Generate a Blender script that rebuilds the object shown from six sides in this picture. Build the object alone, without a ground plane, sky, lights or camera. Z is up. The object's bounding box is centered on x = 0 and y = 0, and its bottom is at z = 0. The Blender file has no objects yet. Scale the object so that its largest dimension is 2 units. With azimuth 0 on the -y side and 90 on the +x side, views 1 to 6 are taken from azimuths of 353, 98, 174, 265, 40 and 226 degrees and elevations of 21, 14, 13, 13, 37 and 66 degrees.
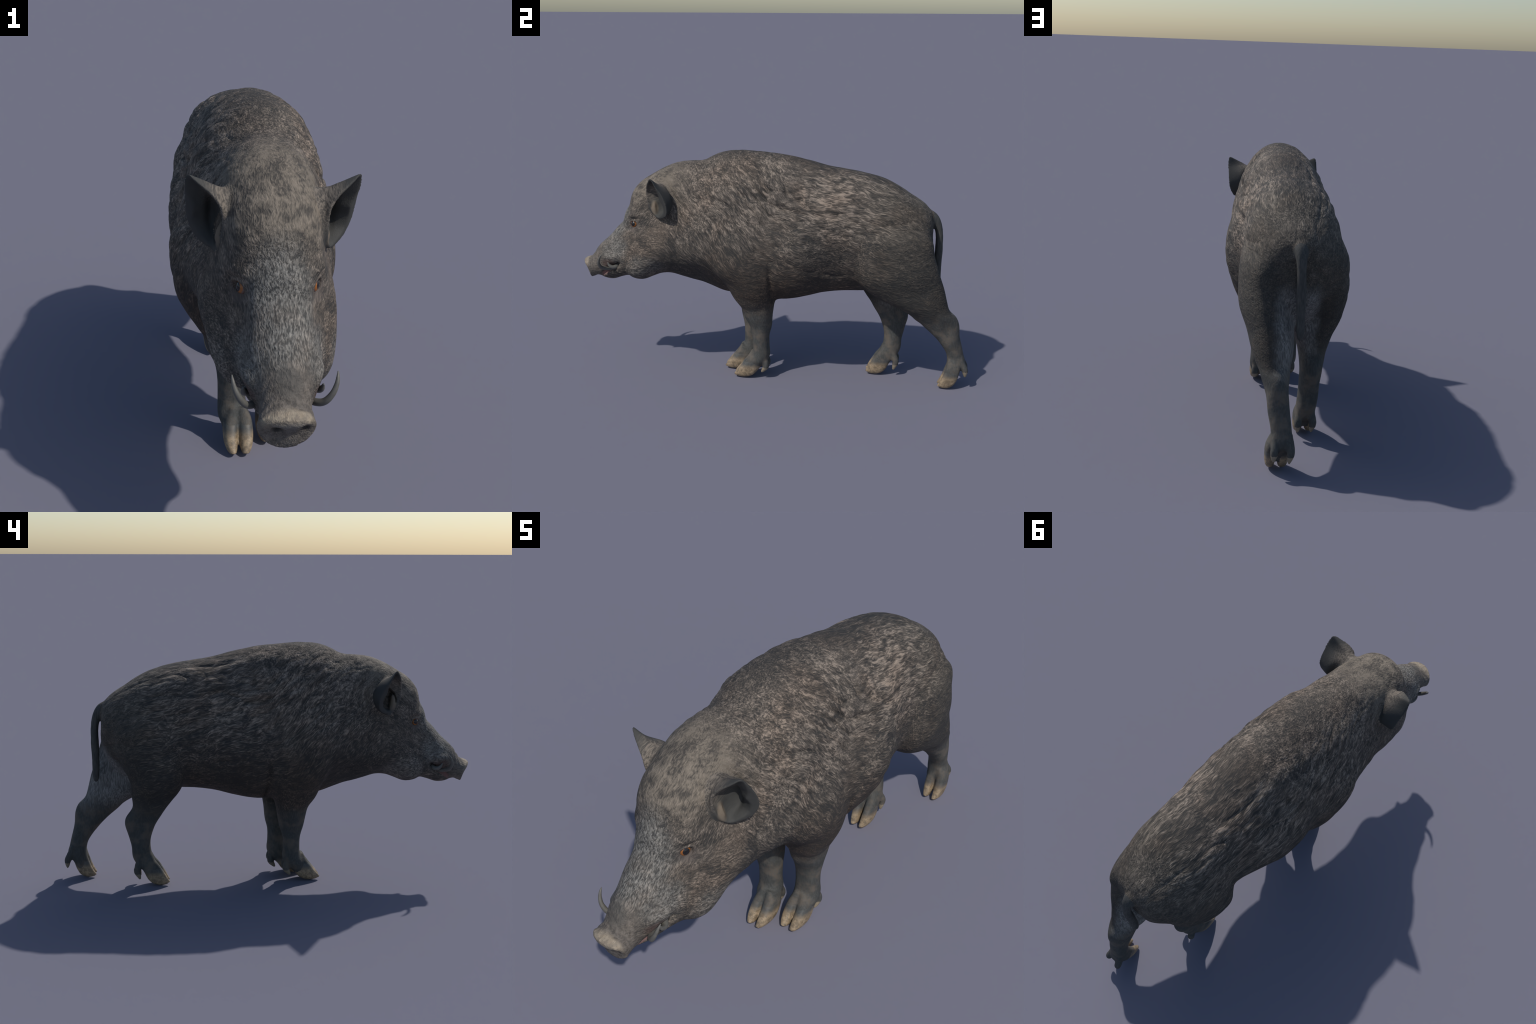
import bpy, bmesh, math
import numpy as np
from mathutils import Vector, noise
from mathutils.bvhtree import BVHTree

V = 0.004            # voxel size of the fused skin
rng = np.random.default_rng(7)

# ------------------------------------------------------------------ helpers
def smooth(a, b, x):
    t = np.clip((x - a) / (b - a), 0, 1)
    return t * t * (3 - 2 * t)

def spline(keys, per=8):
    """Catmull-Rom through the rows of keys, resampled."""
    k = np.asarray(keys, float)
    k = np.vstack([2 * k[0] - k[1], k, 2 * k[-1] - k[-2]])
    out = []
    for i in range(1, len(k) - 2):
        for t in np.arange(per) / per:
            a, b, c, d = k[i - 1:i + 3]
            out.append(0.5 * (2 * b + (c - a) * t + (2 * a - 5 * b + 4 * c - d) * t ** 2 + (3 * b - a - 3 * c + d) * t ** 3))
    out.append(k[-2])
    return np.array(out)

def skin(rings):
    """Closed mesh (verts, faces) from rings of equal length, ends capped by fans."""
    n = len(rings[0]); m = len(rings)
    verts = [tuple(p) for r in rings for p in r]
    faces = []
    for i in range(m - 1):
        for j in range(n):
            k = (j + 1) % n
            faces.append((i * n + j, i * n + k, (i + 1) * n + k, (i + 1) * n + j))
    for ring, flip in ((0, True), (m - 1, False)):
        c = len(verts)
        verts.append(tuple(np.mean(rings[ring], axis=0)))
        for j in range(n):
            k = (j + 1) % n
            f = (ring * n + j, ring * n + k, c)
            faces.append(f[::-1] if flip else f)
    return verts, faces

def trunk_ring(row, n=96):
    """Cross-section from top point, bottom point and half widths near the top, at mid height, near the bottom;
    crown and keel scale the breadth of the very top and the very bottom."""
    ty, tz, by, bz, w1, w2, w3, crown, keel = row
    ym = (ty + by) / 2
    xc = float(np.interp(ym, [-1.0, -.85, -.72, -.60, -.40, -.25], [-.006, 0., .002, -.004, -.004, .003]))
    bow = .025 * float(smooth(-.86, -.955, ym))      # the nose is rounded as seen from above
    r1, r2, r3 = w1 / 0.7071, w2, w3 / 0.7071
    th = np.linspace(0, 2 * math.pi, n, endpoint=False)
    c1, m = (r1 - r3) / math.sqrt(2), (r1 + r3) / 2
    r0, r4 = (2 * m - r2 + c1) * crown, (2 * m - r2 - c1) * keel
    # smooth cosine series through the five radii
    knots = np.arange(5) * math.pi / 4
    coef = np.linalg.solve(np.cos(np.outer(knots, np.arange(5))), np.maximum([r0, r1, r2, r3, r4], .2 * r2))
    r = np.cos(np.outer(th, np.arange(5))) @ coef
    t = (1 - np.cos(th)) / 2
    x = np.sin(th) * r + xc
    return np.stack([x, ty + (by - ty) * t + bow * np.minimum(((x - xc) / .067) ** 2, 1.2), tz + (bz - tz) * t], 1)

def limb_ring(row, n=40, p=2.3, taper=0.):
    """Cross-section between a front point and a back point, from x_in to x_out."""
    fy, fz, by, bz, xi, xo = row
    th = np.linspace(0, 2 * math.pi, n, endpoint=False)
    c, s = np.cos(th), np.sin(th)
    c = np.sign(c) * np.abs(c) ** (2 / p); s = np.sign(s) * np.abs(s) ** (2 / p)
    t = (1 - c) / 2
    x = (xi + xo) / 2 + s * (xo - xi) / 2
    x = np.where(s * (xo - xi) > 0, x - taper * (xo - xi) * t * np.abs(s), x)   # outer side thins toward the back
    return np.stack([x, fy + (by - fy) * t, fz + (bz - fz) * t], 1)

def tube(points, per=8, n=24, squash=1.0, rot=None):
    """Tube along (x, y, z, radius) keys."""
    P = spline(points, per)
    rings = []
    T = np.gradient(P[:, :3], axis=0)
    for p, t in zip(P, T):
        t = t / np.linalg.norm(t)
        a = np.cross(t, [1, 0, 0]); a /= np.linalg.norm(a)
        b = np.cross(t, a)
        th = np.linspace(0, 2 * math.pi, n, endpoint=False)
        rings.append(p[:3] + max(p[3], 5e-4) * (np.outer(np.cos(th), a) * squash + np.outer(np.sin(th), b)))
    return rings

# ------------------------------------------------------------------ measurements
# top y, z | bottom y, z | half width near top, middle, near bottom
TRUNK = [
    (-0.997, 0.556, -0.967, 0.492, 0.044, 0.052, 0.036, 1, 1),
    (-1.004, 0.571, -0.963, 0.484, 0.056, 0.066, 0.044, 1, 1),
    (-0.986, 0.586, -0.947, 0.486, 0.058, 0.067, 0.046, 1, 1),
    (-0.965, 0.592, -0.930, 0.494, 0.055, 0.064, 0.047, 1, 1),
    (-0.944, 0.614, -0.910, 0.490, 0.053, 0.065, 0.046, 1, 1),
    (-0.916, 0.655, -0.885, 0.479, 0.054, 0.070, 0.048, 1, 1),
    (-0.857, 0.709, -0.842, 0.476, 0.060, 0.088, 0.064, 1, 1),
    (-0.814, 0.757, -0.790, 0.494, 0.068, 0.100, 0.088, 1, 1),
    (-0.778, 0.796, -0.745, 0.505, 0.070, 0.106, 0.112, 1, 1),
    (-0.766, 0.840, -0.708, 0.493, 0.072, 0.116, 0.136, 1, 1),
    (-0.742, 0.885, -0.665, 0.490, 0.079, 0.128, 0.151, 1, .95),
    (-0.730, 0.932, -0.620, 0.507, 0.092, 0.142, 0.158, 1, .9),
    (-0.712, 0.966, -0.575, 0.522, 0.107, 0.154, 0.156, 1.05, .8),
    (-0.675, 1.004, -0.525, 0.522, 0.116, 0.162, 0.150, 1.15, .65),
    (-0.625, 1.036, -0.470, 0.504, 0.119, 0.170, 0.140, 1.25, .5),
    (-0.555, 1.075, -0.420, 0.489, 0.122, 0.180, 0.136, 1.3, .4),
    (-0.492, 1.099, -0.370, 0.477, 0.127, 0.190, 0.134, 1.25, .35),
    (-0.420, 1.109, -0.310, 0.455, 0.133, 0.201, 0.134, 1.15, .35),
    (-0.355, 1.115, -0.262, 0.437, 0.136, 0.213, 0.136, 1.05, .4),
    (-0.300, 1.143, -0.215, 0.430, 0.143, 0.222, 0.148, 1, .5),
    (-0.240, 1.163, -0.160, 0.425, 0.152, 0.226, 0.164, 1, .6),
    (-0.150, 1.169, -0.090, 0.418, 0.158, 0.226, 0.182, 1, .7),
    (-0.030, 1.161, 0.000, 0.413, 0.160, 0.222, 0.195, 1, .9),
    (0.070, 1.149, 0.090, 0.418, 0.158, 0.232, 0.205, 1, .95),
    (0.165, 1.130, 0.180, 0.438, 0.155, 0.246, 0.206, 1, .98),
    (0.255, 1.106, 0.260, 0.459, 0.154, 0.236, 0.188, 1, 1),
    (0.350, 1.090, 0.350, 0.471, 0.154, 0.212, 0.168, 1, 1),
    (0.450, 1.073, 0.440, 0.472, 0.160, 0.199, 0.144, 1, .9),
    (0.545, 1.047, 0.520, 0.477, 0.160, 0.200, 0.130, 1, 1),
    (0.622, 1.010, 0.600, 0.500, 0.152, 0.192, 0.122, 1, 1),
    (0.684, 0.970, 0.682, 0.532, 0.137, 0.175, 0.106, 1, 1),
    (0.743, 0.933, 0.746, 0.578, 0.113, 0.150, 0.086, 1, 1),
    (0.784, 0.889, 0.786, 0.640, 0.078, 0.104, 0.062, 1, 1),
    (0.794, 0.850, 0.800, 0.695, 0.040, 0.050, 0.034, 1, 1),
]
# limbs: front y, z | back y, z | inner x, outer x (positive side; sign applied)
FORE_NEAR = [
    (-0.290, 0.86, -0.06, 0.86, 0.08, 0.190),
    (-0.305, 0.76, -0.02, 0.76, 0.08, 0.242),
    (-0.300, 0.66, -0.002, 0.65, 0.07, 0.256),
    (-0.280, 0.57, 0.020, 0.56, 0.06, 0.250),
    (-0.234, 0.50, 0.028, 0.49, 0.040, 0.226),
    (-0.188, 0.43, 0.022, 0.43, 0.026, 0.192),
    (-0.155, 0.385, 0.015, 0.375, 0.022, 0.165),
    (-0.139, 0.34, 0.009, 0.335, 0.022, 0.153),
    (-0.111, 0.28, 0.003, 0.275, 0.024, 0.136),
    (-0.097, 0.23, -0.008, 0.225, 0.026, 0.128),
    (-0.094, 0.17, -0.009, 0.165, 0.027, 0.125),
    (-0.098, 0.135, -0.007, 0.115, 0.024, 0.126),
    (-0.110, 0.112, -0.030, 0.078, 0.022, 0.126),
    (-0.120, 0.094, -0.050, 0.056, 0.030, 0.118),
    (-0.118, 0.070, -0.074, 0.032, 0.040, 0.108),
]
Z_STEP = [.20, .28, .34, .43, .56]    # the far foreleg stands further forward, the more so toward the foot
FORE_FAR = [(a - float(np.interp(b, Z_STEP, [.062, .058, .042, .034, .0])), b, c - float(np.interp(d, Z_STEP, [.064, .058, .052, .043, 0.])), d,
             e - (0.015 if b < 0.45 else 0.0), f - (0.019 if b < 0.33 else 0.010 if b < 0.45 else 0.002)) for a, b, c, d, e, f in FORE_NEAR]
HIND_NEAR = [
    (0.46, 0.90, 0.70, 0.86, 0.06, 0.185),
    (0.420, 0.78, 0.790, 0.78, 0.05, 0.235),
    (0.405, 0.66, 0.808, 0.69, 0.025, 0.247),
    (0.430, 0.555, 0.835, 0.60, 0.010, 0.243),
    (0.515, 0.475, 0.862, 0.52, 0.006, 0.208),
    (0.610, 0.430, 0.880, 0.45, 0.012, 0.186),
    (0.690, 0.385, 0.895, 0.405, 0.024, 0.164),
    (0.745, 0.340, 0.928, 0.370, 0.034, 0.144),
    (0.795, 0.295, 0.946, 0.330, 0.038, 0.130),
    (0.850, 0.240, 0.950, 0.275, 0.036, 0.123),
    (0.884, 0.190, 0.964, 0.220, 0.030, 0.114),
    (0.895, 0.140, 0.975, 0.170, 0.024, 0.109),
    (0.894, 0.112, 0.985, 0.125, 0.024, 0.114),
    (0.898, 0.095, 0.958, 0.080, 0.024, 0.114),
    (0.904, 0.060, 0.938, 0.040, 0.038, 0.110),
]
HIND_FAR = [
    (0.44, 0.90, 0.66, 0.88, 0.06, 0.180),
    (0.405, 0.78, 0.730, 0.80, 0.05, 0.222),
    (0.390, 0.66, 0.728, 0.69, 0.025, 0.232),
    (0.398, 0.570, 0.700, 0.60, 0.012, 0.229),
    (0.425, 0.500, 0.672, 0.52, 0.016, 0.208),
    (0.462, 0.440, 0.663, 0.45, 0.024, 0.174),
    (0.500, 0.385, 0.660, 0.395, 0.028, 0.153),
    (0.528, 0.340, 0.688, 0.350, 0.032, 0.138),
    (0.553, 0.295, 0.695, 0.310, 0.034, 0.127),
    (0.571, 0.245, 0.681, 0.250, 0.032, 0.119),
    (0.575, 0.205, 0.667, 0.195, 0.029, 0.116),
    (0.571, 0.165, 0.662, 0.145, 0.026, 0.110),
    (0.566, 0.142, 0.648, 0.112, 0.024, 0.108),
    (0.560, 0.122, 0.620, 0.078, 0.026, 0.104),
    (0.556, 0.082, 0.594, 0.040, 0.036, 0.098),
]
# toes: front y, z | back y, z | inner x, outer x of the outer toe, of the inner toe
def toes(kind, xo, xi):
    shape = {
        'fore_near': [(-0.104, 0.140, -0.035, 0.105, .40), (-0.124, 0.104, -0.047, 0.072, .53), (-0.144, 0.078, -0.064, 0.044, .53), (-0.160, 0.057, -0.080, 0.024, .51),
                      (-0.174, 0.040, -0.100, 0.010, .47), (-0.185, 0.025, -0.130, 0.002, .37), (-0.193, 0.014, -0.160, 0.001, .24)],
        'hind_near': [(0.897, 0.150, 0.960, 0.150, .40), (0.892, 0.116, 0.962, 0.112, .53), (0.884, 0.090, 0.956, 0.078, .53), (0.876, 0.066, 0.947, 0.048, .51),
                      (0.867, 0.045, 0.930, 0.020, .47), (0.857, 0.027, 0.905, 0.004, .37), (0.848, 0.012, 0.880, 0.001, .24)],
        'hind_far': [(0.567, 0.160, 0.630, 0.130, .40), (0.555, 0.132, 0.622, 0.096, .53), (0.534, 0.104, 0.606, 0.064, .53), (0.518, 0.078, 0.592, 0.036, .51),
                     (0.503, 0.053, 0.570, 0.013, .47), (0.492, 0.031, 0.543, 0.003, .37), (0.482, 0.015, 0.515, 0.001, .24)],
    }
    s = shape['fore_near' if kind == 'fore_far' else kind]
    if kind == 'fore_far':
        s = [(a - .066, b, c - .066, d, w) for a, b, c, d, w in s]
    k = 0.094 if 'fore' in kind else 0.085
    out = []
    for side, tip in ((1, xo), (-1, xi)):
        mid = (xo + xi) / 2
        rows = []
        for q, (a, b, c, d, w) in enumerate(s):
            f = q / (len(s) - 1)
            c0 = mid + side * (.013, .0215, .0250, .0258, .0250, .0232, .0205)[q]
            rows.append((a, b, c, d, c0 - k * w / 2, c0 + k * w / 2))
        out.append(rows)
    return out
LIMBS = {   # rows, x sign, outer toe tip x, inner toe tip x, dewclaws [(root), (tip)]
    'fore_near': (FORE_NEAR, 1, 0.093, 0.052, [(0.100, -0.030, 0.105), (0.103, -0.022, 0.068), (0.102, -0.046, 0.030)], [(0.048, -0.030, 0.105), (0.046, -0.022, 0.068), (0.048, -0.046, 0.030)]),
    'fore_far': (FORE_FAR, -1, 0.063, 0.023, [(0.080, -0.094, 0.105), (0.083, -0.086, 0.068), (0.082, -0.108, 0.030)], [(0.034, -0.094, 0.105), (0.032, -0.084, 0.068), (0.033, -0.104, 0.028)]),
    'hind_near': (HIND_NEAR, 1, 0.104, 0.060, [(0.092, 0.968, 0.135), (0.097, 0.984, 0.100), (0.100, 0.987, 0.062)], [(0.034, 0.968, 0.135), (0.033, 0.986, 0.100), (0.040, 0.990, 0.056)]),
    'hind_far': (HIND_FAR, -1, 0.086, 0.048, [(0.092, 0.628, 0.115), (0.096, 0.642, 0.078), (0.091, 0.628, 0.032)], [(0.038, 0.626, 0.115), (0.034, 0.640, 0.078), (0.034, 0.628, 0.030)]),
}
TAIL = [(0.002, 0.760, 0.868, 0.036), (0.002, 0.790, 0.858, 0.030), (0.000, 0.812, 0.832, 0.024), (0.000, 0.825, 0.795, 0.020), (-0.001, 0.830, 0.740, 0.0195),
        (-0.002, 0.829, 0.660, 0.0190), (-0.003, 0.829, 0.590, 0.0180), (-0.004, 0.830, 0.535, 0.0165), (-0.004, 0.830, 0.510, 0.011), (-0.004, 0.829, 0.503, 0.003)]
EAR_FRONT = [(.228, -.578, 1.050), (.215, -.590, 1.040), (.196, -.601, 1.026), (.170, -.614, 1.007), (.150, -.622, .982), (.140, -.626, .957), (.141, -.615, .915), (.146, -.594, .868), (.162, -.560, .838)]
EAR_REAR = [(.235, -.567, 1.038), (.236, -.550, 1.008), (.234, -.526, .972), (.230, -.502, .914), (.214, -.505, .870), (.194, -.525, .850)]
LOW_TUSK = [(.050, -.822, .540, .0095), (.078, -.868, .549, .0098), (.098, -.885, .560, .0092), (.115, -.890, .583, .0078), (.125, -.885, .605, .0062), (.129, -.877, .622, .0042), (.1305, -.868, .633, .0015)]
UP_TUSK = [(.060, -.800, .580, .010), (.078, -.806, .563, .012), (.092, -.822, .560, .0105), (.098, -.838, .570, .0075), (.100, -.847, .586, .003)]
EYE = (.100, -.700, .793)

# ------------------------------------------------------------------ the skin as fused volumes
islands = {}
islands['trunk'] = skin([trunk_ring(r) for r in spline(TRUNK, 7)])
for kind, (rows, sx, xo, xi, dew_o, dew_i) in LIMBS.items():
    P = spline(rows, 6)
    P[:, 4:] *= sx
    islands[kind] = skin([limb_ring(r, 44, 2.2, {'fore_near': .0, 'fore_far': .0, 'hind_near': .20, 'hind_far': .48}[kind] * float(smooth(.36, .56, (r[1] + r[3]) / 2))) for r in P])
    for q, t in enumerate(toes(kind, xo, xi)):
        P = spline(t, 6); P[:, 4:] *= sx
        islands[f'{kind}/hoof{q}'] = skin([limb_ring(r, 32, 2.6) for r in P])
    for q, d in enumerate((dew_o, dew_i)):
        keys = [(sx * d[0][0], d[0][1] - .008, d[0][2] + .035, .010), (sx * d[0][0], d[0][1], d[0][2], .0155), (sx * d[1][0], d[1][1], d[1][2], .0165),
                (sx * (d[1][0] * .35 + d[2][0] * .65), d[1][1] * .35 + d[2][1] * .65, d[1][2] * .35 + d[2][2] * .65, .0105), (sx * d[2][0], d[2][1], d[2][2], .0045)]
        islands[f'{kind}/dew{q}'] = skin(tube(keys, 6, 20))
islands['tail'] = skin(tube(TAIL, 6, 28))

def ear_rings(sx):
    """Ear: solid cup. Base on the head, belly of the cup, rim, then the hollow."""
    loop = np.array(EAR_FRONT + EAR_REAR[::-1])
    n = 60
    L = np.vstack([loop, loop[:1]])
    L = spline(np.vstack([loop[-1:], loop, loop[:2]]), 10)[10:-10]
    d = np.r_[0, np.cumsum(np.linalg.norm(np.diff(L, axis=0), axis=1))]
    s = np.linspace(0, d[-1], n, endpoint=False)
    rim = np.stack([np.interp(s, d, L[:, k]) for k in range(3)], 1)
    rim = rim.mean(0) + (rim - rim.mean(0)) * 1.03
    # base ellipse on the side of the head, matched by angle as seen from the side
    ang = np.arctan2(rim[:, 2] - 0.935, -(rim[:, 1] + 0.566))
    base = np.stack([np.full(n, .085), -.566 - .050 * np.cos(ang), .940 + .066 * np.sin(ang)], 1)
    cup = np.stack([.132 + 0 * ang, -.563 - .057 * np.cos(ang), .930 + .078 * np.sin(ang)], 1)
    def mix(a, b, t): return a * (1 - t) + b * t
    belly = mix(cup, rim, .30); belly[:, 1] += .022 * np.clip(-np.cos(ang), 0, 1)
    mid = mix(cup, rim, .62); mid[:, 1] += .016 * np.clip(-np.cos(ang), 0, 1)
    near = mix(cup, rim, .90); near[:, 1] += .004 * np.clip(-np.cos(ang), 0, 1)
    c = rim.mean(0)
    inner_rim = mix(rim, c, .07)
    well = np.array([.128, -.562, .920])
    outs = spline(np.stack([base.ravel(), cup.ravel(), belly.ravel(), mid.ravel(), near.ravel(), rim.ravel()]), 4)
    rings = [r.reshape(n, 3) for r in outs]
    def inset(src, t):   # walk inward from a shell ring toward its own centre line
        cc = src.mean(0); v = cc - src; l = np.linalg.norm(v, axis=1, keepdims=True)
        return src + v / l * np.minimum(t, l * .8)
    lip = (.011 + .026 * np.clip(-np.cos(ang), 0, 1))[:, None]      # the rear rim is rolled and broad
    ins = [inset(rim, lip), inset(near, lip), inset(mid, lip), inset(belly, .018)]
    bot = mix(inset(cup, .03), well, .4); bot[:, 0] = np.maximum(bot[:, 0], .134)
    ins.append(bot); ins.append(mix(bot, well + [.008, 0, 0], .85))
    o2 = spline(np.stack([i.ravel() for i in ins]), 4)
    rings += [r.reshape(n, 3) for r in o2]
    if sx < 0:
        rings = [r * [-1, 1, 1] + [.006, 0, .004] for r in rings]
    return rings
islands['ear+'] = skin(ear_rings(1))
islands['ear-'] = skin(ear_rings(-1))
for sx, e in ((1, 'ear+'), (-1, 'ear-')):    # the fold of skin in front of the ear hole
    islands[e + '/fold'] = skin(tube([(sx * .124, -.580, .936, .004), (sx * .134, -.582, .918, .008), (sx * .142, -.582, .893, .0095), (sx * .144, -.574, .870, .008), (sx * .136, -.564, .852, .005)], 6, 16))

def outward(vf):
    bm = bmesh.new()
    vs = [bm.verts.new(v) for v in vf[0]]
    for f in vf[1]:
        bm.faces.new([vs[i] for i in f])
    bmesh.ops.recalc_face_normals(bm, faces=bm.faces)
    if bm.calc_volume(signed=True) < 0:
        bmesh.ops.reverse_faces(bm, faces=bm.faces)
    return bm
trees = {}
me = bpy.data.meshes.new('skin')
all_bm = bmesh.new()
for name, vf in islands.items():
    bm = outward(vf)
    trees[name] = BVHTree.FromBMesh(bm)
    tmp = bpy.data.meshes.new('tmp'); bm.to_mesh(tmp); bm.free()
    all_bm.from_mesh(tmp); bpy.data.meshes.remove(tmp)
all_bm.to_mesh(me); all_bm.free()
ob = bpy.data.objects.new('skin', me)
bpy.context.scene.collection.objects.link(ob)
m = ob.modifiers.new('r', 'REMESH'); m.mode = 'VOXEL'; m.voxel_size = V; m.adaptivity = 0
dg = bpy.context.evaluated_depsgraph_get()
fused = bpy.data.meshes.new_from_object(ob.evaluated_get(dg))
bpy.data.objects.remove(ob); bpy.data.meshes.remove(me)

nv = len(fused.vertices); nf = len(fused.polygons)
co = np.empty(nv * 3); fused.vertices.foreach_get('co', co); co = co.reshape(-1, 3)
ed = np.empty(len(fused.edges) * 2, int); fused.edges.foreach_get('vertices', ed); ed = ed.reshape(-1, 2)
deg = np.bincount(ed.ravel(), minlength=nv).astype(float)

def laplace(p, w, it, lam=.5):
    for _ in range(it):
        q = np.stack([np.bincount(ed[:, 0], p[ed[:, 1], k], nv) + np.bincount(ed[:, 1], p[ed[:, 0], k], nv) for k in range(p.shape[1])], 1) / deg[:, None]
        p = p + lam * w[:, None] * (q - p)
    return p

# distance of every vertex to every source volume
names = list(islands)
D = np.full((nv, len(names)), .2)
boxes = {n: (np.min(islands[n][0], axis=0) - .05, np.max(islands[n][0], axis=0) + .05) for n in names}
for k, n in enumerate(names):
    lo, hi = boxes[n]
    idx = np.nonzero(np.all((co > lo) & (co < hi), axis=1))[0]
    find = trees[n].find_nearest
    for i in idx:
        r = find(co[i], .2)
        if r[3] is not None:
            D[i, k] = r[3]
owner = D.argmin(1)
kt = names.index('trunk')
def joint(a, b, r):
    return 1 - smooth(.3 * r, r, np.maximum(D[:, names.index(a)], D[:, names.index(b)]))
wj = np.zeros(nv)
for kind in LIMBS:
    wj = np.maximum(wj, joint('trunk', kind, .060))
wt = np.maximum(np.maximum(joint('trunk', 'ear+', .018), joint('trunk', 'ear-', .018)), joint('trunk', 'tail', .03))
wf = np.zeros(nv)
for kind in LIMBS:
    for p in ('hoof0', 'hoof1', 'dew0', 'dew1'):
        wf = np.maximum(wf, joint(kind, f'{kind}/{p}', .016))
one = np.ones(nv)
co = laplace(co, one, 2)
co = laplace(co, wj, 90)
co = laplace(co, wt, 14)
co = laplace(co, wf, 8)
fine = np.array(['hoof' in names[o] or 'dew' in names[o] or 'ear' in names[o] for o in owner])
head = smooth(-.80, -.90, co[:, 1])
isear = np.array(['ear' in names[o] for o in owner])
co = laplace(co, np.where(isear, .45, np.where(fine, .15, 1 - .6 * head)), 6)

fac = np.empty(nf * 4, int) if all(p.loop_total == 4 for p in fused.polygons) else None
fac = [tuple(p.vertices) for p in fused.polygons]
F4 = np.array([f if len(f) == 4 else f + (f[-1],) for f in fac])
def normals(p):
    n = np.cross(p[F4[:, 2]] - p[F4[:, 0]], p[F4[:, 3]] - p[F4[:, 1]])
    out = np.stack([sum(np.bincount(F4[:, c], n[:, k], nv) for c in range(4)) for k in range(3)], 1)
    return out / np.maximum(np.linalg.norm(out, axis=1, keepdims=True), 1e-12)

def seg_dist(p, a, b, bend=None):
    a, b = np.array(a), np.array(b)
    t = np.clip(((p - a) @ (b - a)) / ((b - a) @ (b - a)), 0, 1)
    return np.linalg.norm(p - a - t[:, None] * (b - a), axis=1), t

# muscle and flank masses: centre (y, z), size, height on the near side, on the far side
N = normals(co)
side = smooth(.05, .15, np.abs(co[:, 0]))
for (yy, zz), (ry, rz), near_h, far_h in (((.12, .73), (.085, .11), .016, .0), ((.07, .72), (.09, .11), .0, .019), ((.30, .60), (.09, .05), -.006, -.003), ((-.23, .76), (.09, .12), .0, .021), ((-.36, .55), (.06, .06), -.004, -.016),
                                          ((-.19, .52), (.11, .07), -.017, -.003), ((-.46, .70), (.045, .12), -.009, -.009), ((.66, .50), (.07, .14), .0, -.014), ((.45, .52), (.05, .09), .0, .010), ((-.67, .72), (.05, .06), -.006, -.012)):
    b = np.exp(-((co[:, 1] - yy) / ry) ** 2 - ((co[:, 2] - zz) / rz) ** 2) * side
    co += N * (b * np.where(co[:, 0] > 0, near_h, far_h))[:, None]
d, t = seg_dist(np.stack([co[:, 1], co[:, 2]], 1), (.002, .67), (.016, .43))     # crease behind the shoulder
co -= N * (side * .010 * np.exp(-(d / .011) ** 2) * smooth(0., .35, t))[:, None]
# clear the floor of the ear cups
for sx in (1, -1):
    r = (co - np.array([sx * .150, -.568, .925])) / np.array([.045, .034, .060])
    b = np.exp(-(r ** 2).sum(1) ** 2) * (np.array([names[o] == 'trunk' for o in owner]))
    co[:, 0] -= sx * .030 * b
# mouth slits, nostrils, eye sockets, brows, jowl
N = normals(co)
ax = np.abs(co[:, 0] - .003)
q = np.stack([ax, co[:, 1], co[:, 2]], 1)
notear = ~np.array(['ear' in names[o] for o in owner])     # leave the ears alone
push = np.zeros(nv)
# mouth
dz, t = seg_dist(q[:, 1:], (-.792, .580), (-.905, .500))
wm = np.exp(-(dz / np.interp(t, [0, .45, 1], [.012, .016, .005])) ** 2)
push -= wm * np.interp(t, [0, .25, .6, 1], [.016, .030, .023, .006]) * (ax > .015)
# lifted lip over the tusks
d, t = seg_dist(q, (.096, -.815, .612), (.085, -.865, .608))
push += .010 * np.exp(-(d / .020) ** 2)
# nostrils
d = np.linalg.norm((q - [.036, -.988, .540]) * [1, 1, 1.5], axis=1)
push -= .020 * np.exp(-(d / .013) ** 2)
# raised rim and sunken face of the nose disc
sd = co[:, 1] - .025 * (co[:, 0] / .067) ** 2 + .38 * (co[:, 2] - .53)
tip = (co[:, 1] < -.93) & (co[:, 2] < .60)
push += .0042 * tip * np.exp(-((sd + .981) / .007) ** 2) * smooth(.8, .3, -N[:, 1])
push -= .0030 * tip * smooth(.78, .92, -N[:, 1]) * smooth(-.978, -.986, sd)
# eye socket, brow and fold under the eye
d, t = seg_dist(q, (.108, -.722, .780), (.108, -.688, .800))
push -= .012 * np.exp(-(d / .026) ** 2)
d, t = seg_dist(q, (.088, -.748, .832), (.112, -.690, .836))
push += .008 * np.exp(-(d / .022) ** 2)
d, t = seg_dist(q, (.092, -.752, .762), (.100, -.740, .735))
push -= .006 * np.exp(-(d / .016) ** 2)
for y0, dep in ((-.957, .0030), (-.936, .0024), (-.912, .0016)):
    push -= dep * np.exp(-((co[:, 1] - y0 + .12 * (co[:, 2] - .6) + .006 * np.sin(60 * co[:, 0])) / .0045) ** 2) * smooth(.545, .58, co[:, 2]) * (co[:, 2] < .70)
# crease over the brow
d, t = seg_dist(q, (.092, -.738, .818), (.120, -.676, .826))
push -= .0055 * np.exp(-(d / .0060) ** 2)
push *= notear
co = co + N * push[:, None]
co = laplace(co, .5 * (np.abs(push) > .001), 2)

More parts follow.
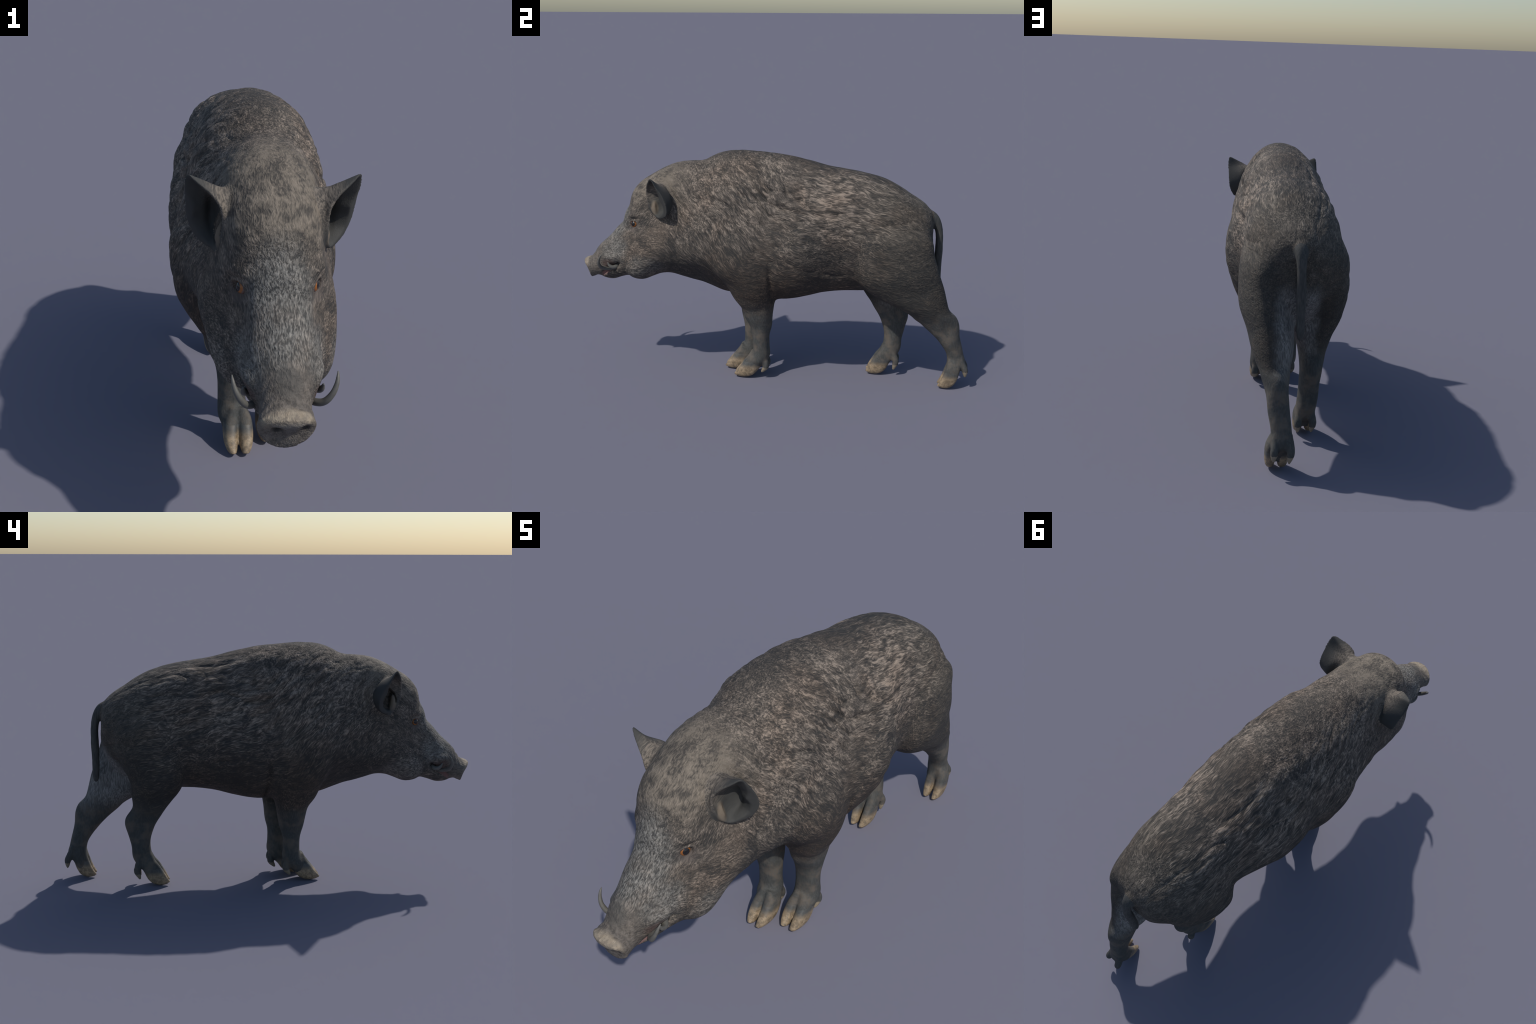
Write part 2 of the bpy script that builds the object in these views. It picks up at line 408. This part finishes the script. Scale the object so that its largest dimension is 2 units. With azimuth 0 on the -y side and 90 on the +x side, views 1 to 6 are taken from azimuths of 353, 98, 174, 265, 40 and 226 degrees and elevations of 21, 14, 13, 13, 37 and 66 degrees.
# coat relief: clumps of bristles lying along the body
N = normals(co)
def fbm(p, s, f):
    return np.array([noise.noise(Vector((a * f[0] + s, b * f[1], c * f[2]))) for a, b, c in p])
coat = smooth(.42, .62, co[:, 2]) * smooth(-.62, -.45, co[:, 1]) * notear
idx = np.nonzero(coat > .01)[0]
h = np.zeros(nv)
pp = co[idx].copy()
pp[:, 2] += np.where(pp[:, 1] > 0, .25, .85) * pp[:, 1]
sway = fbm(pp, 21.3, (5, 4, 5))
pp[:, 2] += .045 * sway
fold = np.abs(fbm(pp, 3.1, (15, 5.5, 15)))
lock = np.abs(fbm(pp, 31.7, (29, 10, 29)))
tuft = np.abs(fbm(pp, 9.7, (52, 20, 52)))
h[idx] = coat[idx] * (.0150 * (np.sqrt(fold) - .45) + .0062 * (np.sqrt(lock) - .45) + .0016 * (tuft - .2))
# pleats where the loose skin of the shoulder bunches
for (y0, z0), (y1, z1), dep in (((-.050, 1.035), (.010, .985), .009), ((.075, 1.030), (.088, .975), .008), ((-.17, .985), (-.06, .955), .004), ((.02, .93), (.16, .90), .005), ((.20, .985), (.30, .93), .005), ((.33, .90), (.46, .84), .005)):
    d, t = seg_dist(q[:, 1:], (y0, z0), (y1, z1))
    wob = d + .004 * np.sin(40 * q[:, 1] + 3 * q[:, 2])
    h -= coat * dep * np.sin(np.pi * np.clip(.08 + .84 * t, 0, 1)) * (np.exp(-(wob / .010) ** 2) - .55 * np.exp(-((wob - .022) / .014) ** 2))
saddle = np.exp(-(((co[:, 1] - .05) / .36) ** 2 + ((co[:, 2] - .93) / .15) ** 2))
h[idx] *= (.45 + .85 * saddle[idx]) * (.35 + .65 * smooth(.02, .09, np.abs(co[idx, 0])))
shank = np.nonzero((co[:, 2] < .46) & (co[:, 2] > .10))[0]
h[shank] += .0034 * fbm(co[shank], 5.5, (24, 24, 11)) * smooth(.10, .16, co[shank, 2]) * smooth(.46, .38, co[shank, 2])
co = co + N * h[:, None]
co[:, 2] = np.maximum(co[:, 2], .0005)
def surface_x(sx, yy, zz):
    near = (np.abs(co[:, 1] - yy) < .004) & (np.abs(co[:, 2] - zz) < .004) & (co[:, 0] * sx > 0) & notear
    return float(np.max(co[near, 0] * sx))
EYES = {sx: (sx * (surface_x(sx, EYE[1], EYE[2]) - .0128), EYE[1], EYE[2]) for sx in (1, -1)}
# lids: a thickened fold around each eyeball, heavier above
for sx, c in EYES.items():
    r = co - np.array(c)
    rad = np.hypot(r[:, 1] * .86, r[:, 2])
    ring = np.exp(-((rad - .0185) / .0048) ** 2) * (r[:, 0] * sx > -.02) * (np.linalg.norm(r, axis=1) < .04)
    co += N * (ring * np.where(r[:, 2] > 0, .0050, .0030))[:, None]
    co -= N * (.010 * np.exp(-(rad / .0130) ** 2) * (np.linalg.norm(r, axis=1) < .03))[:, None]
N = normals(co)

# ------------------------------------------------------------------ regions
cen = co[F4].mean(1)
own = owner[F4[:, 0]]
region = np.empty(nf, object)
y, z, x = cen[:, 1], cen[:, 2], cen[:, 0]
region[:] = 'torso'
neck_line = -.31 + (1.12 - z) * .10
head_line = -.545 + (1.05 - z) * -.02
region[y < neck_line] = 'neck'
region[y < head_line] = 'head'
region[(y < -.952 - (z - .53) * .15) & (z < .62)] = 'snout'
oname = np.array(names)[own]
for kind in LIMBS:
    sel = np.array([o.split('/')[0] == kind for o in oname])
    top = .60 if kind.startswith('fore') else .70
    region[sel & (z < top)] = kind
    sx = LIMBS[kind][1]
    for q_ in (0, 1):
        s = oname == f'{kind}/hoof{q_}'
        line = .088
        region[s & (z < line)] = f'{kind}/hoof{q_}'
        s = oname == f'{kind}/dew{q_}'
        ztip = LIMBS[kind][4 + q_][2][2]
        region[s & (z < ztip + .030)] = f'{kind}/dew{q_}'
for e in ('ear+', 'ear-'):
    sx = 1 if e == 'ear+' else -1
    hollow = ((x * sx - .165) / .040) ** 2 + ((y + .572) / .040) ** 2 + ((z - .925) / .075) ** 2 < 1
    s = (np.char.startswith(oname.astype(str), e) & (np.abs(x) > .10)) | hollow
    region[s] = e
region[(oname == 'tail') & (y > .797)] = 'tail'
# tidy the borders: majority vote among neighbouring faces
labels, lab = np.unique(region.astype(str), return_inverse=True)
for _ in range(6):
    votes = np.zeros((nv, len(labels)))
    for c in range(4):
        np.add.at(votes, (F4[:, c], lab), 1)
    lab = (votes[F4].sum(1) + .01 * np.eye(len(labels))[lab]).argmax(1)

# ------------------------------------------------------------------ materials
class G:
    """Small helper that chains shader nodes."""
    def __init__(s, name):
        s.m = bpy.data.materials.new(name); s.m.use_nodes = True
        s.t = s.m.node_tree; s.n = s.t.nodes; s.l = s.t.links
        s.bsdf = s.n['Principled BSDF']
        tc = s.n.new('ShaderNodeTexCoord'); s.P = tc.outputs['Object']
        sep = s.n.new('ShaderNodeSeparateXYZ'); s.l.new(s.P, sep.inputs[0])
        s.x, s.y, s.z = sep.outputs
        s.ax = s.math('ABSOLUTE', s.math('SUBTRACT', s.x, .003))
    def put(s, sock, v):
        if isinstance(v, bpy.types.NodeSocket): s.l.new(v, sock)
        elif v is not None: sock.default_value = v
    def math(s, op, a, b=None, c=None, clamp=False):
        n = s.n.new('ShaderNodeMath'); n.operation = op; n.use_clamp = clamp
        for i, v in enumerate((a, b, c)):
            if v is not None: s.put(n.inputs[i], v)
        return n.outputs[0]
    def ss(s, v, a, b, lo=0., hi=1.):
        n = s.n.new('ShaderNodeMapRange'); n.interpolation_type = 'SMOOTHSTEP'
        s.put(n.inputs[0], v)
        if a > b: a, b, lo, hi = b, a, hi, lo
        n.inputs[1].default_value, n.inputs[2].default_value, n.inputs[3].default_value, n.inputs[4].default_value = a, b, lo, hi
        return n.outputs[0]
    def mul(s, *a):
        r = a[0]
        for v in a[1:]: r = s.math('MULTIPLY', r, v)
        return r
    def comb(s, x, y, z):
        n = s.n.new('ShaderNodeCombineXYZ')
        for i, v in enumerate((x, y, z)): s.put(n.inputs[i], v)
        return n.outputs[0]
    def noise(s, vec, scale=1., detail=2., rough=.5, color=False):
        n = s.n.new('ShaderNodeTexNoise'); s.l.new(vec, n.inputs['Vector'])
        n.inputs['Scale'].default_value = scale; n.inputs['Detail'].default_value = detail; n.inputs['Roughness'].default_value = rough
        return n.outputs['Color' if color else 'Fac']
    def vmath(s, op, a, b):
        n = s.n.new('ShaderNodeVectorMath'); n.operation = op
        s.put(n.inputs[0], a)
        if op == 'SCALE': s.put(n.inputs['Scale'], b)
        else: s.put(n.inputs[1], b)
        return n.outputs[0] if op != 'LENGTH' else n.outputs[1]
    def mix(s, f, a, b, mode='MIX'):
        n = s.n.new('ShaderNodeMix'); n.data_type = 'RGBA'; n.blend_type = mode
        s.put(n.inputs[0], f)
        for i, v in ((6, a), (7, b)):
            s.put(n.inputs[i], (*v, 1.) if isinstance(v, tuple) else v)
        return n.outputs[2]
    def fmix(s, f, a, b):
        n = s.n.new('ShaderNodeMix'); n.data_type = 'FLOAT'
        s.put(n.inputs[0], f); s.put(n.inputs[2], a); s.put(n.inputs[3], b)
        return n.outputs[0]
    def blob(s, c, r, soft=.5, sym=True):
        """Soft ellipsoid mask around c with radii r."""
        d = [s.math('DIVIDE', s.math('SUBTRACT', v, c[i]), r[i]) for i, v in enumerate((s.ax if sym else s.x, s.y, s.z))]
        q = s.math('ADD', s.math('ADD', s.mul(d[0], d[0]), s.mul(d[1], d[1])), s.mul(d[2], d[2]))
        return s.ss(q, 1 + soft, max(0., 1 - soft * 1.6))
    def streak(s, phi, width, length, seed, warp):
        """Hair-like noise drawn out along a direction tilted phi degrees down toward the tail: locks plus single hairs."""
        a = math.radians(phi); c, sn = math.cos(a), math.sin(a)
        sp = s.n.new('ShaderNodeSeparateXYZ'); s.l.new(warp, sp.inputs[0])
        X, Y, Z = sp.outputs
        al = s.math('SUBTRACT', s.math('MULTIPLY', Y, c), s.math('MULTIPLY', Z, sn))
        ac = s.math('ADD', s.math('MULTIPLY', Y, sn), s.math('MULTIPLY', Z, c))
        out = None
        for k, f in ((1.35, .0), (.62, 31.)):
            v = s.comb(s.math('MULTIPLY_ADD', X, 1 / (width * k), seed + f), s.math('MULTIPLY', al, 1 / (length * (.55 + .45 * k))), s.math('MULTIPLY', ac, 1 / (width * k)))
            o = s.noise(v, 1., 1.5, .5)
            out = o if out is None else s.fmix(.42, out, o)
        return out

def leg_colour(g, limb):
    lown = g.noise(g.P, 18., 3., .6)
    legc = g.mix(g.ss(lown, .40, .68), (.060, .061, .058), (.125, .105, .085))
    legc = g.mix(g.mul(g.ss(limb, .42, .66), .5), legc, (.100, .102, .098))
    return legc

def hide_material():
    g = G('bristled_hide')
    lo = g.noise(g.P, 9., 2.)
    # waves in the lie of the coat
    wn = g.noise(g.P, 4.2, 3., .5, color=True)
    amp = g.ss(g.y, -.72, -.45, .028, .085)
    warp = g.vmath('ADD', g.P, g.vmath('SCALE', g.vmath('SUBTRACT', wn, (.5, .5, .5)), amp))
    frizz = g.noise(g.P, 34., 2., .5, color=True)
    warp = g.vmath('ADD', warp, g.vmath('SCALE', g.vmath('SUBTRACT', frizz, (.5, .5, .5)), g.ss(g.y, -.62, -.42, .011, .0055)))
    body = g.streak(14, .0040, .032, 1.3, warp)
    shoulder = g.streak(52, .0039, .030, 7.7, warp)
    limb = g.streak(84, .0040, .030, 4.1, warp)
    face = g.streak(-44, .0036, .017, 2.9, warp)
    cheek = g.streak(2, .0038, .022, 6.3, warp)
    front = g.ss(g.math('SUBTRACT', g.y, g.mul(g.math('SUBTRACT', g.z, .8), .5)), .10, -.14)
    s1 = g.fmix(front, body, shoulder)
    limbtop = g.ss(g.math('ADD', g.z, g.ss(g.y, 0., .3, 0., .14)), .58, .44)
    s1 = g.fmix(limbtop, s1, limb)
    is_head = g.ss(g.math('ADD', g.y, g.mul(g.math('SUBTRACT', g.z, .8), -.05)), -.48, -.60)
    low_face = g.ss(g.math('SUBTRACT', g.z, g.mul(g.y, .5)), 1.14, 1.00)
    st = g.fmix(is_head, s1, g.fmix(low_face, face, cheek))
    big = g.noise(g.vmath('MULTIPLY', warp, (1., .5, 1.)), 30., 3., .55)
    swirl = g.noise(g.P, 7.0, 2., .5, color=True)
    wave = g.vmath('ADD', warp, g.vmath('SCALE', g.vmath('SUBTRACT', swirl, (.5, .5, .5)), .06))
    saddle = g.blob((.16, .06, .94), (.30, .50, .22), .8)
    clump = g.fmix(front, g.streak(12, .0175, .078, 11.3, wave), g.streak(48, .0175, .066, 15.1, wave))
    clump = g.fmix(is_head, clump, big)
    # coat lightness: darker low down, on the rump and along the spine
    pale = g.ss(g.z, .52, .90, .12, 1.)
    rumpdark = g.mul(g.ss(g.y, .44, .74), g.ss(g.z, 1.06, .86))
    pale = g.mul(pale, g.fmix(rumpdark, 1., .74))
    dorsal = g.mul(g.ss(g.ax, .095, .03), g.ss(g.z, .98, 1.06), g.ss(g.y, -.34, -.22))
    pale = g.mul(pale, g.fmix(dorsal, 1., .50))
    pale = g.fmix(is_head, pale, .72)
    v = g.math('ADD', g.mul(g.math('ADD', g.mul(g.math('SUBTRACT', st, .5), 2.5), g.mul(g.math('SUBTRACT', clump, .5), g.fmix(saddle, 1.25, 2.3))), g.fmix(rumpdark, 1., .62)), .37)
    v = g.math('ADD', v, g.mul(g.math('SUBTRACT', pale, .6), .40))
    broad = g.noise(g.vmath('MULTIPLY', g.P, (1., .6, 1.)), 7.5, 2.)
    v = g.math('ADD', v, g.mul(g.math('SUBTRACT', broad, .5), .45))
    v = g.math('MAXIMUM', g.math('MINIMUM', v, 1.), 0.)
    ramp = g.n.new('ShaderNodeValToRGB'); g.l.new(v, ramp.inputs[0])
    e = ramp.color_ramp.elements
    e[0].position = .10; e[0].color = (.040, .038, .036, 1)
    e[1].position = .96; e[1].color = (.290, .238, .192, 1)
    k = e.new(.40); k.color = (.076, .065, .055, 1)
    k = e.new(.66); k.color = (.140, .118, .099, 1)
    col = ramp.outputs[0]
    # warm and cool drift
    tint = g.noise(g.P, 5., 2.)
    col = g.mix(g.mul(g.ss(tint, .44, .72), .32), col, g.mix(1., col, (1.12, .93, .80), 'MULTIPLY'))
    cool = g.mul(g.ss(g.y, .40, .62), g.ss(g.z, .25, .45))
    col = g.mix(g.mul(cool, .8), col, g.mix(1., col, (.97, .99, .97), 'MULTIPLY'))
    # belly
    belly = g.mul(g.ss(g.z, .76, .50), g.ss(g.y, -.40, -.20), g.ss(g.y, .50, .36))
    col = g.mix(g.mul(belly, .5), col, g.mix(1., col, (1.25, 1.02, .86), 'MULTIPLY'))
    # pale hair inside the thighs
    thigh = g.mul(g.ss(g.math('ADD', g.ax, g.mul(g.noise(g.P, 22., 2.), .05)), .140, .080), g.ss(g.y, .50, .62), g.ss(g.z, .28, .42), g.ss(g.z, .74, .64))
    inn = g.mix(g.ss(limb, .38, .66), (.115, .112, .108), (.29, .28, .265))
    col = g.mix(g.mul(thigh, .85), col, inn)
    # bare lower legs, slightly warm patches
    legc = leg_colour(g, limb)
    col = g.mix(g.ss(g.math('ADD', g.z, g.mul(g.math('SUBTRACT', lo, .5), .12)), .46, .30), col, legc)
    # head: forehead straw, bridge pale and cool, cheek patches
    crown = g.mul(g.ss(g.z, .84, .98), g.ss(g.y, -.36, -.56))
    cr = g.mix(g.ss(g.fmix(.45, big, face), .38, .58), (.070, .062, .054), (.225, .190, .150))
    col = g.mix(g.mul(crown, .75), col, cr)
    bridge = g.math('MAXIMUM', g.blob((0., -.79, .77), (.085, .17, .16), .8), g.mul(g.blob((.085, -.82, .655), (.06, .09, .08), .8), .8))
    bridge = g.math('MAXIMUM', bridge, g.mul(g.blob((.15, -.64, .57), (.07, .10, .07), .8), .55))
    fine = g.noise(g.vmath('MULTIPLY', warp, (1., .7, .7)), 130., 2., .6)
    br = g.mix(g.ss(g.fmix(.35, st, fine), .40, .62), (.066, .065, .062), (.285, .275, .250))
    col = g.mix(g.mul(bridge, g.ss(lo, .25, .6, .45, .85)), col, br)
    rust = g.math('MAXIMUM', g.blob((.16, -.575, .735), (.08, .06, .075), .7), g.mul(g.blob((.11, -.745, .735), (.04, .045, .03), .7), .8))
    col = g.mix(g.mul(rust, g.ss(big, .35, .6, .15, .6)), col, g.mix(g.ss(st, .40, .60), (.062, .050, .041), (.215, .168, .130)))
    lid = g.blob((.105, -.705, .782), (.03, .040, .032), .6)
    col = g.mix(g.mul(lid, .65), col, (.115, .095, .085))
    # snout: bare skin, pale rim of the disc, dark smudge above
    skin_ = g.mix(g.noise(g.P, 45., 3., .6), (.10, .088, .078), (.23, .20, .17))
    bare = g.mul(g.ss(g.y, -.865, -.925), g.ss(g.z, .70, .62))
    col = g.mix(g.mul(bare, g.ss(g.noise(g.P, 90., 3., .65), .40, .62, .35, .8)), col, skin_)
    smudge = g.blob((0., -.925, .640), (.032, .035, .05), .8)
    col = g.mix(g.mul(smudge, .6), col, (.075, .072, .066))
    rim = g.mul(g.ss(g.y, -.958, -.978), g.ss(g.z, .535, .572))
    col = g.mix(g.mul(rim, g.ss(g.noise(g.P, 55., 3., .65), .35, .60, .45, .95)), col, g.mix(g.noise(g.P, 60., 3.), (.20, .155, .110), (.42, .36, .275)))
    geo = g.n.new('ShaderNodeNewGeometry')
    sn = g.n.new('ShaderNodeSeparateXYZ'); g.l.new(geo.outputs['True Normal'], sn.inputs[0])
    disc = g.mul(g.ss(g.y, -.955, -.968), g.ss(g.math('ADD', g.y, g.mul(g.math('SUBTRACT', g.z, .53), .38)), -.972, -.990))
    disc = g.mul(disc, g.ss(g.z, .578, .560))
    col = g.mix(g.mul(disc, .85), col, g.mix(g.noise(g.P, 70., 3.), (.085, .083, .080), (.19, .18, .17)))
    nos = g.blob((.036, -.985, .540), (.014, .03, .009), .6)
    col = g.mix(g.mul(nos, .9), col, (.018, .017, .017))
    lipc = g.blob((.085, -.848, .578), (.05, .040, .024), .7)
    col = g.mix(g.mul(lipc, .6), col, (.120, .076, .066))
    # mouth
    t = g.math('DIVIDE', g.math('SUBTRACT', -.792, g.y), .113)
    lz = g.math('MULTIPLY_ADD', t, -.080, .580)
    dl = g.math('ABSOLUTE', g.math('SUBTRACT', g.z, lz))
    mm = g.mul(g.ss(dl, .017, .008), g.ss(t, -.05, .05), g.ss(t, 1.0, .85))
    pink = g.mix(g.ss(t, .28, .48), (.012, .010, .010), (.22, .125, .115))
    col = g.mix(g.mul(mm, .9), col, pink)
    col_hsv = g.n.new('ShaderNodeHueSaturation'); g.l.new(col, col_hsv.inputs['Color'])
    g.l.new(col_hsv.outputs[0], g.bsdf.inputs['Base Color'])
    g.bsdf.inputs['Roughness'].default_value = .78
    g.bsdf.inputs['Specular IOR Level'].default_value = .25
    b = g.n.new('ShaderNodeBump'); b.inputs['Strength'].default_value = .8; b.inputs['Distance'].default_value = .006
    hgt = g.math('ADD', g.mul(st, 1.), g.mul(clump, 1.5))
    hgt = g.mul(hgt, g.ss(g.z, .25, .55, .25, 1.))
    g.l.new(hgt, b.inputs['Height']); g.l.new(b.outputs[0], g.bsdf.inputs['Normal'])
    return g.m

def ear_material():
    g = G('ear_leather')
    n1 = g.noise(g.P, 30., 3., .6)
    st = g.streak(-20, .004, .022, 5., g.P)
    col = g.mix(n1, (.040, .041, .040), (.070, .068, .063))
    root = g.mul(g.ss(g.math('ADD', g.ax, g.mul(g.math('SUBTRACT', n1, .5), .05)), .205, .135), g.ss(g.math('ADD', g.z, g.mul(g.y, -.6)), 1.24, 1.34))
    col = g.mix(g.mul(root, .9), col, g.mix(g.ss(st, .38, .62), (.075, .066, .058), (.215, .182, .148)))
    trag = g.blob((.143, -.580, .892), (.016, .020, .038), .6)
    col = g.mix(g.mul(trag, .7), col, (.23, .18, .13))
    g.l.new(col, g.bsdf.inputs['Base Color'])
    g.bsdf.inputs['Roughness'].default_value = .75
    g.bsdf.inputs['Specular IOR Level'].default_value = .25
    b = g.n.new('ShaderNodeBump'); b.inputs['Strength'].default_value = .3; b.inputs['Distance'].default_value = .004
    g.l.new(st, b.inputs['Height']); g.l.new(b.outputs[0], g.bsdf.inputs['Normal'])
    return g.m

def tail_material():
    g = G('tail_hide')
    st = g.streak(88, .004, .03, 5., g.P)
    col = g.mix(g.ss(st, .35, .68), (.050, .051, .050), (.088, .085, .078))
    g.l.new(col, g.bsdf.inputs['Base Color']); g.bsdf.inputs['Roughness'].default_value = .8
    g.bsdf.inputs['Specular IOR Level'].default_value = .25
    return g.m

def hoof_material():
    g = G('hoof_horn')
    a = g.noise(g.P, 60., 4., .65); b_ = g.noise(g.P, 140., 3., .6)
    col = g.mix(g.ss(a, .35, .65), (.17, .126, .080), (.35, .262, .165))
    col = g.mix(g.mul(g.ss(b_, .52, .68), .6), col, (.13, .115, .09))
    edge = g.math('ADD', g.z, g.mul(g.math('SUBTRACT', a, .5), .03))
    col = g.mix(g.ss(edge, .050, .080), col, leg_colour(g, g.streak(84, .0040, .030, 4.1, g.P)))
    g.l.new(col, g.bsdf.inputs['Base Color']); g.bsdf.inputs['Roughness'].default_value = .55
    return g.m

def dew_material():
    g = G('dewclaw_horn')
    a = g.noise(g.P, 70., 4., .65)
    col = g.mix(a, (.15, .125, .09), (.33, .27, .19))
    g.l.new(col, g.bsdf.inputs['Base Color']); g.bsdf.inputs['Roughness'].default_value = .55
    return g.m

def tusk_material():
    g = G('tusk_ivory')
    a = g.noise(g.vmath('MULTIPLY', g.P, (1., 1., 1.)), 90., 3.)
    col = g.mix(a, (.075, .073, .066), (.150, .142, .124))
    g.l.new(col, g.bsdf.inputs['Base Color']); g.bsdf.inputs['Roughness'].default_value = .5
    return g.m

def eye_material(sx):
    g = G('amber_eye')
    c = EYES[sx]
    d = Vector((sx * .93, -.34, .10)).normalized()
    v = g.vmath('SUBTRACT', g.P, c)
    n = g.n.new('ShaderNodeVectorMath'); n.operation = 'NORMALIZE'; g.l.new(v, n.inputs[0])
    dt = g.n.new('ShaderNodeVectorMath'); dt.operation = 'DOT_PRODUCT'; g.l.new(n.outputs[0], dt.inputs[0]); dt.inputs[1].default_value = d
    k = dt.outputs[1]
    col = g.mix(g.ss(k, .50, .58), (.16, .10, .085), (.30, .110, .028))
    col = g.mix(g.ss(k, .79, .83), col, (.012, .012, .013))
    g.l.new(col, g.bsdf.inputs['Base Color']); g.bsdf.inputs['Roughness'].default_value = .12
    return g.m

HIDE, EARM, TAILM, HOOF, DEW, TUSK = hide_material(), ear_material(), tail_material(), hoof_material(), dew_material(), tusk_material()

# ------------------------------------------------------------------ objects
boar = bpy.data.objects.new('wild_boar', None)
bpy.context.scene.collection.objects.link(boar)
boar['label'] = 'standing dark grey-brown wild boar with tusks'
boar['category'] = 'wild boar'

def add(name, mesh, mat, parent):
    o = bpy.data.objects.new(name, mesh)
    bpy.context.scene.collection.objects.link(o)
    mesh.materials.append(mat)
    o.parent = parent
    return o

def piece(label, name, mat, parent):
    sel = np.nonzero(lab == list(labels).index(label))[0] if label in labels else []
    if len(sel) == 0:
        return None
    f = F4[sel]
    used, inv = np.unique(f.ravel(), return_inverse=True)
    inv = inv.reshape(-1, 4)
    mesh = bpy.data.meshes.new(name)
    mesh.from_pydata(co[used].tolist(), [], [tuple(dict.fromkeys(r)) for r in inv.tolist()])
    mesh.polygons.foreach_set('use_smooth', np.ones(len(sel), bool))
    mesh.normals_split_custom_set_from_vertices(N[used].tolist())
    return add(name, mesh, mat, parent)

torso = piece('torso', 'torso', HIDE, boar)
neck = piece('neck', 'neck', HIDE, boar)
headob = piece('head', 'head', HIDE, boar)
piece('snout', 'snout', HIDE, headob)
piece('ear+', 'ear', EARM, headob); piece('ear-', 'ear', EARM, headob)
piece('tail', 'tail', TAILM, boar)
for kind in LIMBS:
    limb = piece(kind, 'forelimb' if 'fore' in kind else 'hindlimb', HIDE, boar)
    for q_ in (0, 1):
        piece(f'{kind}/hoof{q_}', 'hoof', HOOF, limb)
        piece(f'{kind}/dew{q_}', 'dewclaw', DEW, limb)

def from_rings(name, rings, mat, parent):
    bm = outward(skin(rings))
    mesh = bpy.data.meshes.new(name); bm.to_mesh(mesh); bm.free()
    mesh.polygons.foreach_set('use_smooth', np.ones(len(mesh.polygons), bool))
    return add(name, mesh, mat, parent)

for sx in (1, -1):
    for keys in (LOW_TUSK, UP_TUSK):
        k = [(sx * a + .001, b, c, r) for a, b, c, r in keys]
        from_rings('tusk', tube(k, 8, 20), TUSK, headob)
    bm = bmesh.new()
    bmesh.ops.create_uvsphere(bm, u_segments=40, v_segments=24, radius=.0205)
    bmesh.ops.translate(bm, verts=bm.verts, vec=EYES[sx])
    mesh = bpy.data.meshes.new('eye'); bm.to_mesh(mesh); bm.free()
    mesh.polygons.foreach_set('use_smooth', np.ones(len(mesh.polygons), bool))
    add('eye', mesh, eye_material(sx), headob)
bpy.data.meshes.remove(fused)
